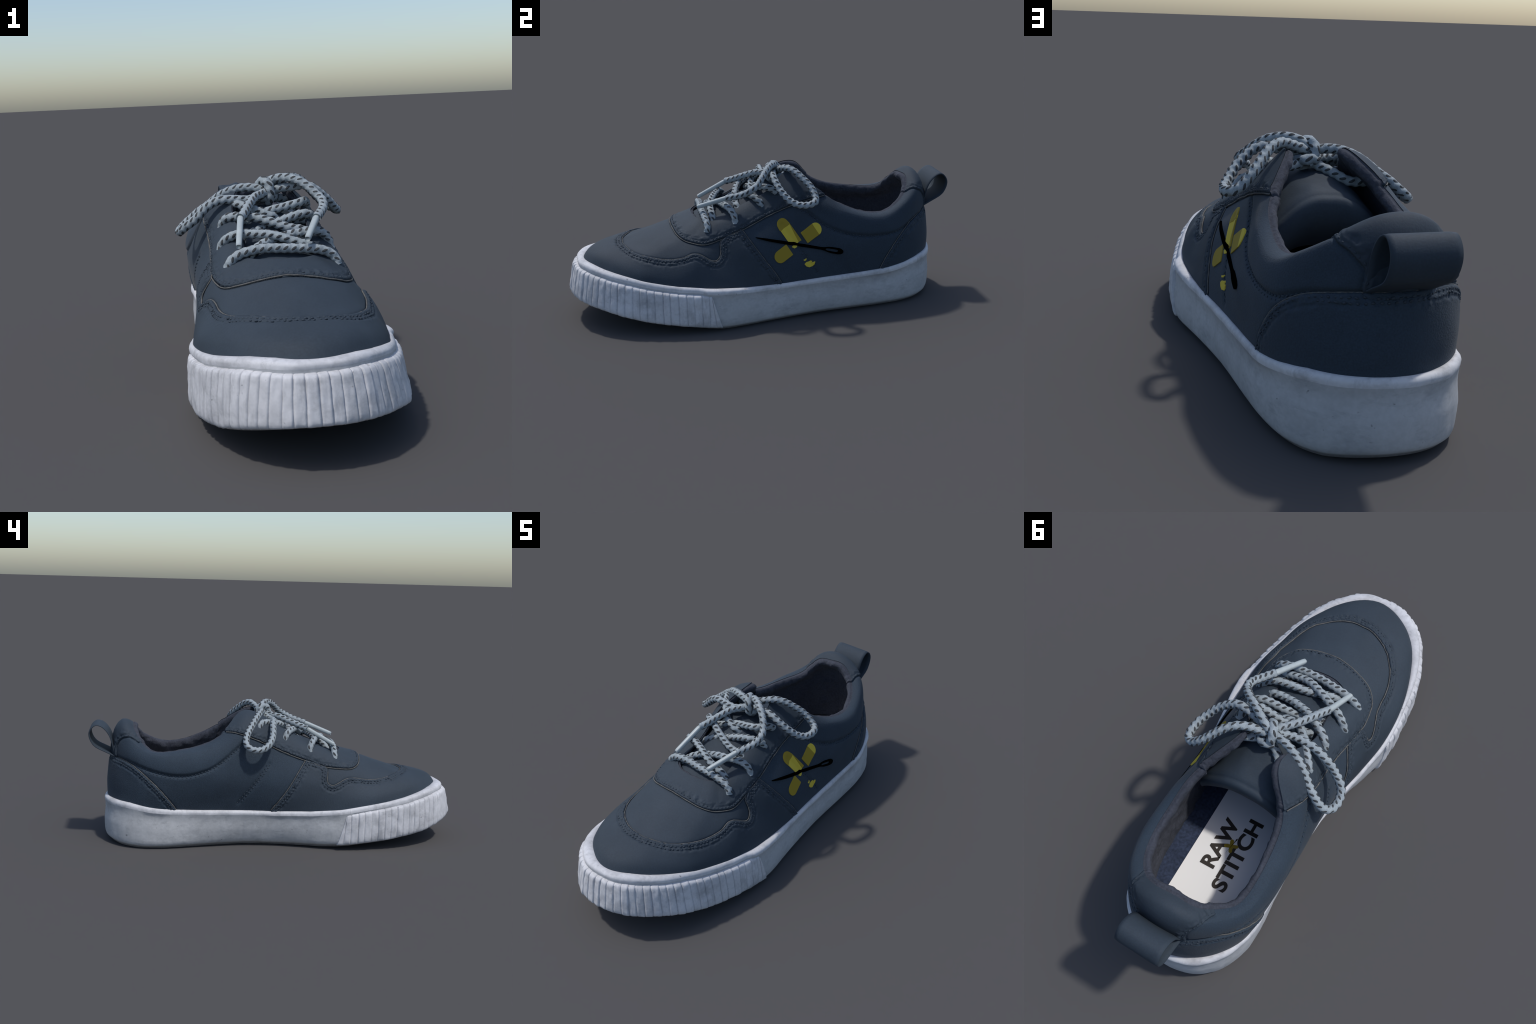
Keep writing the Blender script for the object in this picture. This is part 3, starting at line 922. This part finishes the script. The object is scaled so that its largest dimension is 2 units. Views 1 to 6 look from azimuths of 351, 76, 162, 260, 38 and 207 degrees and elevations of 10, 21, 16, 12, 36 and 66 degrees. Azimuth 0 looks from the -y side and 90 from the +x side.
# ------------------------------------------------------------------ heel pull loop
LOOP = [(0.85, 0.452), (0.86, 0.478), (0.868, 0.503), (0.876, 0.54), (0.889, 0.575), (0.907, 0.602), (0.931, 0.622), (0.958, 0.628), (0.982, 0.611), (0.993, 0.582), (0.986, 0.549), (0.966, 0.519), (0.919, 0.492), (0.877, 0.471), (0.852, 0.458)]
lp = smooth_curve(LOOP, n=90)
lt = np.gradient(lp, axis=0); lt /= np.linalg.norm(lt, axis=1, keepdims=True)
ln_ = np.stack([-lt[:, 1], lt[:, 0]], 1)
TH = 0.0042
ring_ = []
WL = np.linspace(0, 1, 13)
x_r, x_l = .102, -.082
for side in (-1, 1):
    for wv in (WL if side < 0 else WL[::-1]):
        e = 1.0 if 0.02 < wv < 0.98 else 0.55
        ring_.append((x_r + (x_l - x_r) * wv, side * TH * e))
LV = []
for (y, z), (ny, nz) in zip(lp, ln_):
    for x, o in ring_:
        bow = 0.004 * (x - .01) / .09 * -1
        LV.append((x, y + ny * o + bow + 0.008 * (x - .01) / .09 * -1 * 0, z + nz * o))
nr = len(ring_)
LOOP_OB = add("pull_loop", LV, grid_faces(len(lp), nr, wrap_b=True), M_LEATHER)

# ------------------------------------------------------------------ laces
LACES = group("shoelace")
R_LACE = 0.0165
FV, FF = [], []


def frame(c):
    t = np.gradient(c, axis=0); t /= np.linalg.norm(t, axis=1, keepdims=True) + 1e-12
    up = np.array([0, 0, 1.0]) if abs(t[0, 2]) < .8 else np.array([0, 1.0, 0])
    n = np.zeros_like(c); n[0] = np.cross(t[0], np.cross(up, t[0])); n[0] /= np.linalg.norm(n[0])
    for i in range(1, len(c)):
        v = n[i - 1] - t[i] * (n[i - 1] @ t[i]); n[i] = v / np.linalg.norm(v)
    return t, n, np.cross(t, n)


def lace(pts, radius=R_LACE, taper=(1, 1), name="lace_strand", flecks=True, phase=None):
    c = smooth_curve(pts, step=0.0035)
    t, n, b = frame(c)
    L = chords(c)
    K = 20
    phase = random.uniform(0, 6) if phase is None else phase
    r = np.full(len(c), radius)
    for k, e in ((0, taper[0]), (1, taper[1])):
        d = L if k == 0 else L[-1] - L
        if e < 1:
            r *= np.clip(e + (1 - e) * np.sqrt(np.clip(d / 0.03, 0, 1)), 0, 1)
    w = np.linspace(0, 2 * math.pi, K, endpoint=False)
    V = []
    for i in range(len(c)):
        # plaited yarn: lumps on two crossing helices
        q = w * 2 + phase
        br = 1 + 0.06 * np.cos(q + L[i] * 2 * math.pi / .027) + 0.05 * np.cos(-q + L[i] * 2 * math.pi / .027)
        rr = r[i] * br
        V.append(c[i] + n[i] * (np.cos(w) * rr)[:, None] + b[i] * (np.sin(w) * rr)[:, None])
    V = np.array(V)
    f = grid_faces(len(c), K, wrap_b=True)
    f += [tuple(range(K))[::-1], tuple((len(c) - 1) * K + m for m in range(K))]
    add(name, V.reshape(-1, 3), f, M_LACE, LACES)
    if not flecks:
        return
    # dark yarn showing at every other crossing: small slanted lozenges bedded in the lace
    x = 0.010
    row = 0
    while x < L[-1] - 0.008:
        for k in range(2):
            a0 = phase + math.pi * k + (row % 2) * math.pi / 2 + random.uniform(-.12, .12)
            x0 = x + random.uniform(-.0012, .0012)
            base = len(FV)
            na, nb_ = 7, 5
            for ia in np.linspace(-1, 1, na):
                for ib in np.linspace(-1, 1, nb_):
                    rad = max(0.02, 1 - abs(ia) ** 3) ** .5
                    da = ia * .44 + ib * rad * .10
                    dx = ib * rad * .0046 - ia * .0075
                    xi = np.clip(x0 + dx, 0, L[-1])
                    ii = min(len(c) - 2, max(0, np.searchsorted(L, xi) - 1))
                    ft = (xi - L[ii]) / (L[ii + 1] - L[ii])
                    cc = c[ii] * (1 - ft) + c[ii + 1] * ft
                    nn = n[ii] * (1 - ft) + n[ii + 1] * ft
                    bb = b[ii] * (1 - ft) + b[ii + 1] * ft
                    rr = (r[ii] * (1 - ft) + r[ii + 1] * ft)
                    q = (a0 + da) * 2 + phase
                    rr *= 1 + 0.06 * math.cos(q + xi * 2 * math.pi / .027) + 0.05 * math.cos(-q + xi * 2 * math.pi / .027)
                    rr += 0.0011 * (1 - ib * ib * .7) * (.3 + .7 * rad) + 0.0001
                    FV.append(cc + nn * rr * math.cos(a0 + da) + bb * rr * math.sin(a0 + da))
            for i in range(na - 1):
                for j in range(nb_ - 1):
                    FF.append((base + i * nb_ + j, base + (i + 1) * nb_ + j, base + (i + 1) * nb_ + j + 1, base + i * nb_ + j + 1))
        x += 0.0135
        row += 1


def aglet(a, b_):
    a, b_ = np.array(a), np.array(b_)
    c = np.linspace(a, b_, 14)
    t, n, b = frame(c)
    K = 14
    w = np.linspace(0, 2 * math.pi, K, endpoint=False)
    V = []
    for i in range(14):
        r = 0.0125 - 0.0015 * i / 13
        r *= 0.8 if i == 0 else (0.88 if i == 13 else 1)
        sq = 1 - 0.07 * np.cos(4 * w)
        V.append(c[i] + n[i] * (np.cos(w) * r * sq)[:, None] + b[i] * (np.sin(w) * r * sq)[:, None])
    f = grid_faces(14, K, wrap_b=True) + [tuple(range(K))[::-1], tuple(13 * K + m for m in range(K))]
    add("aglet", np.array(V).reshape(-1, 3), f, M_AGLET, LACES)


# the bow: two loops, two free ends, and the knot
lace([(-.012, .072, .692), (.019, .086, .704), (.047, .093, .714), (.074, .104, .723), (.10, .117, .728), (.125, .133, .723), (.149, .150, .711), (.170, .168, .693), (.191, .187, .673), (.213, .204, .650), (.240, .213, .622), (.262, .213, .602),
      (.280, .200, .592), (.290, .172, .587), (.289, .140, .586), (.280, .110, .592), (.263, .083, .606), (.245, .063, .626), (.221, .046, .650), (.193, .035, .674), (.161, .029, .696), (.130, .031, .704), (.098, .036, .700), (.060, .048, .696), (.020, .062, .688), (-.012, .070, .680)], name="bow_loop")
lace([(-.005, .064, .694), (-.038, .073, .697), (-.072, .083, .701), (-.104, .094, .699), (-.133, .107, .692), (-.160, .122, .680), (-.186, .138, .663), (-.209, .155, .643), (-.231, .171, .625), (-.255, .184, .608), (-.280, .194, .586), (-.306, .195, .565),
      (-.328, .178, .547), (-.338, .148, .540), (-.337, .120, .543), (-.328, .092, .556), (-.308, .071, .574), (-.280, .056, .596), (-.251, .048, .627), (-.218, .043, .652), (-.186, .036, .664), (-.150, .031, .665), (-.112, .028, .662), (-.076, .030, .660), (-.040, .045, .668), (-.010, .058, .675)], name="bow_loop")
lace([(-.012, .075, .690), (.005, .070, .718), (.028, .058, .730), (.052, .043, .735), (.078, .024, .733), (.103, .005, .726), (.126, -.013, .713), (.150, -.036, .692), (.168, -.060, .670), (.177, -.085, .656), (.174, -.118, .638), (.159, -.150, .624), (.142, -.180, .615), (.126, -.206, .607)], name="lace_end")
lace([(-.004, .055, .682), (-.020, .035, .681), (-.040, .012, .677), (-.060, -.012, .674), (-.078, -.040, .664), (-.094, -.069, .653), (-.109, -.101, .640), (-.125, -.134, .627), (-.140, -.158, .618)], name="lace_end")
aglet((.127, -.204, .608), (.061, -.343, .555))
aglet((-.139, -.156, .619), (-.170, -.301, .538))
lace([(.0, .100, .655), (-.022, .098, .690), (-.022, .082, .718), (-.012, .060, .725), (.0, .040, .712), (.006, .034, .685), (.004, .045, .655), (.0, .07, .640)], name="lace_knot", radius=.018)
lace([(-.03, .095, .668), (-.012, .108, .672), (.012, .105, .668), (.025, .085, .665), (.022, .06, .662), (.0, .048, .66), (-.025, .06, .664), (-.03, .095, .668)], name="lace_knot", radius=.018)

# criss-cross lacing, each strand from under one eyestay over to an eyelet
lace([(.170, -.318, .455), (.163, -.315, .478), (.145, -.315, .497), (.114, -.318, .511), (.064, -.317, .519), (.016, -.317, .523), (-.033, -.315, .526), (-.081, -.309, .528), (-.128, -.306, .523), (-.172, -.302, .510), (-.200, -.299, .488), (-.213, -.298, .462)])
lace([(.125, -.275, .478), (.10, -.276, .510), (.043, -.275, .535), (-.001, -.267, .552), (-.043, -.249, .563), (-.081, -.231, .567), (-.120, -.212, .567), (-.158, -.195, .565), (-.189, -.177, .552), (-.209, -.163, .530), (-.216, -.158, .505)])
lace([(-.140, -.285, .478), (-.120, -.275, .508), (-.069, -.250, .537), (-.037, -.236, .544), (-.003, -.225, .550), (.031, -.219, .556), (.066, -.214, .558), (.101, -.208, .560), (.136, -.197, .556), (.160, -.185, .540), (.176, -.178, .512), (.180, -.178, .49)])
lace([(.118, -.145, .535), (.095, -.150, .555), (.043, -.149, .568), (.001, -.140, .583), (-.041, -.125, .598), (-.080, -.108, .610), (-.115, -.088, .613), (-.148, -.068, .612), (-.175, -.048, .606), (-.190, -.032, .586), (-.194, -.025, .555)])
lace([(-.14, -.145, .53), (-.11, -.13, .548), (-.07, -.110, .562), (-.042, -.10, .568), (-.011, -.097, .577), (.020, -.091, .588), (.050, -.087, .597), (.082, -.084, .605), (.113, -.078, .608), (.135, -.065, .600), (.152, -.045, .58), (.158, -.036, .55)])
lace([(.125, -.055, .580), (.095, -.058, .585), (.03, -.030, .572), (-.0, -.046, .598), (-.024, -.05, .610), (-.047, -.043, .620), (-.073, -.034, .630), (-.10, -.01, .640), (-.135, .030, .652), (-.165, .075, .658), (-.188, .105, .652), (-.197, .116, .628)])
lace([(-.13, -.05, .585), (-.09, -.04, .592), (-.05, -.028, .608), (-.009, -.026, .620), (.016, -.027, .626), (.041, -.029, .630), (.065, -.029, .636), (.090, -.028, .640), (.118, -.01, .645), (.138, .02, .640), (.145, .045, .62)])
lace([(.02, .085, .655), (.06, .105, .650), (.095, .115, .640), (.125, .125, .615), (.13, .13, .59)])
lace([(-.02, .085, .655), (-.055, .110, .640), (-.085, .14, .625), (-.120, .158, .607), (-.180, .160, .603)])
add("dark_yarn_fleck", FV, FF, M_FLECK, LACES, kind="stuff")

# ------------------------------------------------------------------ crossed plasters and needle printed on the +x side
PRINT = group("side_print")
side = (N[..., 0].reshape(-1) > 0.3) & (P[..., 0].reshape(-1) > 0.1) & (P[..., 1].reshape(-1) > -.2) & (P[..., 1].reshape(-1) < .5)
SB, SN = B0.reshape(-1, 3)[side], NB.reshape(-1, 3)[side]
k2 = kdtree.KDTree(len(SB))
for i, v in enumerate(SB):
    k2.insert((v[1], v[2], 0), i)
k2.balance()


def lift_to_side(y, z, h):
    acc = np.zeros(3); accn = np.zeros(3); wsum = 0
    for _, i, d in k2.find_n((y, z, 0), 6):
        v, n = SB[i], SN[i]
        x = v[0] - (n[1] * (y - v[1]) + n[2] * (z - v[2])) / n[0]
        w = 1 / (d + .002)
        acc += w * np.array((x, y, z)); accn += w * n; wsum += w
    n = accn / np.linalg.norm(accn)
    return acc / wsum + n * h


def poly_sdf(Q, poly):
    poly = np.asarray(poly)
    ins = inside(poly, Q)
    d = np.full(len(Q), 9.0)
    for a, b in zip(poly, np.roll(poly, -1, 0)):
        e = b - a
        t = np.clip(((Q - a) @ e) / (e @ e + 1e-15), 0, 1)
        d = np.minimum(d, np.linalg.norm(Q - a - t[:, None] * e, axis=1))
    return np.where(ins, d, -d)


def decal(name, poly, mat, hole=None, lift=.0035, pitch=.0022):
    """A thin film on the side of the shoe, its outline given in the (y, z) plane."""
    poly = np.asarray(poly)
    lo, hi = poly.min(0) - .006, poly.max(0) + .006
    ys = np.arange(lo[0], hi[0], pitch); zs = np.arange(lo[1], hi[1], pitch)
    G = np.stack(np.meshgrid(ys, zs, indexing="ij"), -1)
    D = poly_sdf(G.reshape(-1, 2), poly)
    if hole is not None:
        D = np.minimum(D, -poly_sdf(G.reshape(-1, 2), hole))
    D = D.reshape(G.shape[:2])
    V, F, idx = [], [], {}

    def vt(k):
        if k not in idx:
            idx[k] = len(V); V.append(lift_to_side(*G[k], lift))
        return idx[k]

    def ct_(a, b):
        k = (a, b) if a < b else (b, a)
        if k not in idx:
            t = D[k[0]] / (D[k[0]] - D[k[1]])
            q = G[k[0]] * (1 - t) + G[k[1]] * t
            idx[k] = len(V); V.append(lift_to_side(*q, lift))
        return idx[k]

    for i in range(len(ys) - 1):
        for j in range(len(zs) - 1):
            c = [(i, j), (i + 1, j), (i + 1, j + 1), (i, j + 1)]
            f = []
            for m in range(4):
                a, b = c[m], c[(m + 1) % 4]
                if D[a] > 0:
                    f.append(vt(a))
                if (D[a] > 0) != (D[b] > 0):
                    f.append(ct_(a, b))
            if len(f) >= 3:
                F.append(f)
    ob = add(name, V, F, mat, PRINT)
    # give the film its own thickness: a skirt down into the fabric
    bm = bmesh.new(); bm.from_mesh(ob.data)
    bmesh.ops.recalc_face_normals(bm, faces=bm.faces)
    be = [e for e in bm.edges if e.is_boundary]
    r = bmesh.ops.extrude_edge_only(bm, edges=be)
    for v in r["geom"]:
        if isinstance(v, bmesh.types.BMVert):
            v.co.x -= 0.008
    bm.to_mesh(ob.data); bm.free()
    return ob


def strip(cx, cz, deg, u0, u1, hw, round0=False, round1=False, n=12):
    """Outline of a straight strip along an axis, either end square or round."""
    a = math.radians(deg)
    o = []
    if round1:
        o += [(u1 - hw + hw * math.cos(t), hw * math.sin(t)) for t in np.linspace(-math.pi / 2, math.pi / 2, n)]
    else:
        o += [(u1, -hw), (u1, hw)]
    if round0:
        o += [(u0 + hw + hw * math.cos(t), hw * math.sin(t)) for t in np.linspace(math.pi / 2, 1.5 * math.pi, n)]
    else:
        o += [(u0, hw), (u0, -hw)]
    return [(cx + u * math.cos(a) - v * math.sin(a), cz + u * math.sin(a) + v * math.cos(a)) for u, v in o]


# the strip that rises to the heel side, in two halves with a gap at the crossing
decal("plaster_strip", strip(.114, .383, 31, .046, .118, .030), M_OLIVE)
decal("plaster_tip", strip(.114, .383, 31, .1185, .148, .030, round1=True), M_YELLOW)
decal("plaster_strip", strip(.114, .383, 31, -.135, -.046, .030, round0=True), M_OLIVE)
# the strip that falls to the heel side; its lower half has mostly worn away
decal("plaster_tip", strip(.110, .383, 121.5, .093, .138, .030, round1=True), M_OLIVE)
decal("plaster_strip", [(.024, .470), (.083, .487), (.139, .398), (.124, .391), (.117, .384), (.108, .390), (.070, .396)], M_YELLOW, lift=.0030)
decal("plaster_fold", [(.0825, .4875), (.139, .398), (.124, .391), (.107, .428)], M_OLIVE, lift=.0040)
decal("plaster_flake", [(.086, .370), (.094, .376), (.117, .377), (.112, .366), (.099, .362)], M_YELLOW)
decal("plaster_flake", [(.145, .281), (.154, .289), (.169, .290), (.179, .297), (.187, .292), (.182, .284), (.202, .290), (.197, .274), (.186, .265), (.169, .263), (.153, .270)], M_YELLOW)
decal("plaster_flake", [(.140, .302), (.150, .304), (.158, .309), (.155, .299), (.145, .297)], M_YELLOW)
# needle: tapering shaft and a long eye
tip, tail_ = np.array([-.089, .4255]), np.array([.346, .326])
ax = (tail_ - tip) / np.linalg.norm(tail_ - tip)
pr = np.array([-ax[1], ax[0]])
prof = [(0, .0006), (.05, .0046), (.12, .0064), (.20, .0068), (.28, .0060), (.335, .0058), (.352, .0080), (.370, .0128), (.39, .0148), (.42, .0150), (.435, .0130), (.444, .0080), (.447, .0015)]
up_ = [tip + ax * u_ + pr * w_ for u_, w_ in prof]
dn_ = [tip + ax * u_ - pr * w_ for u_, w_ in prof[::-1]]
eye_c = tip + ax * .388
hole_ = [eye_c + ax * (u_ * .034) + pr * w_ for u_, w_ in [(-1, 0), (-.85, .005), (-.5, .0065), (.6, .0070), (.9, .005), (1, 0), (.9, -.005), (.6, -.0070), (-.5, -.0065), (-.85, -.005)]]
decal("needle_print", up_ + dn_, M_BLACK, hole=hole_, lift=.0062, pitch=.0016)
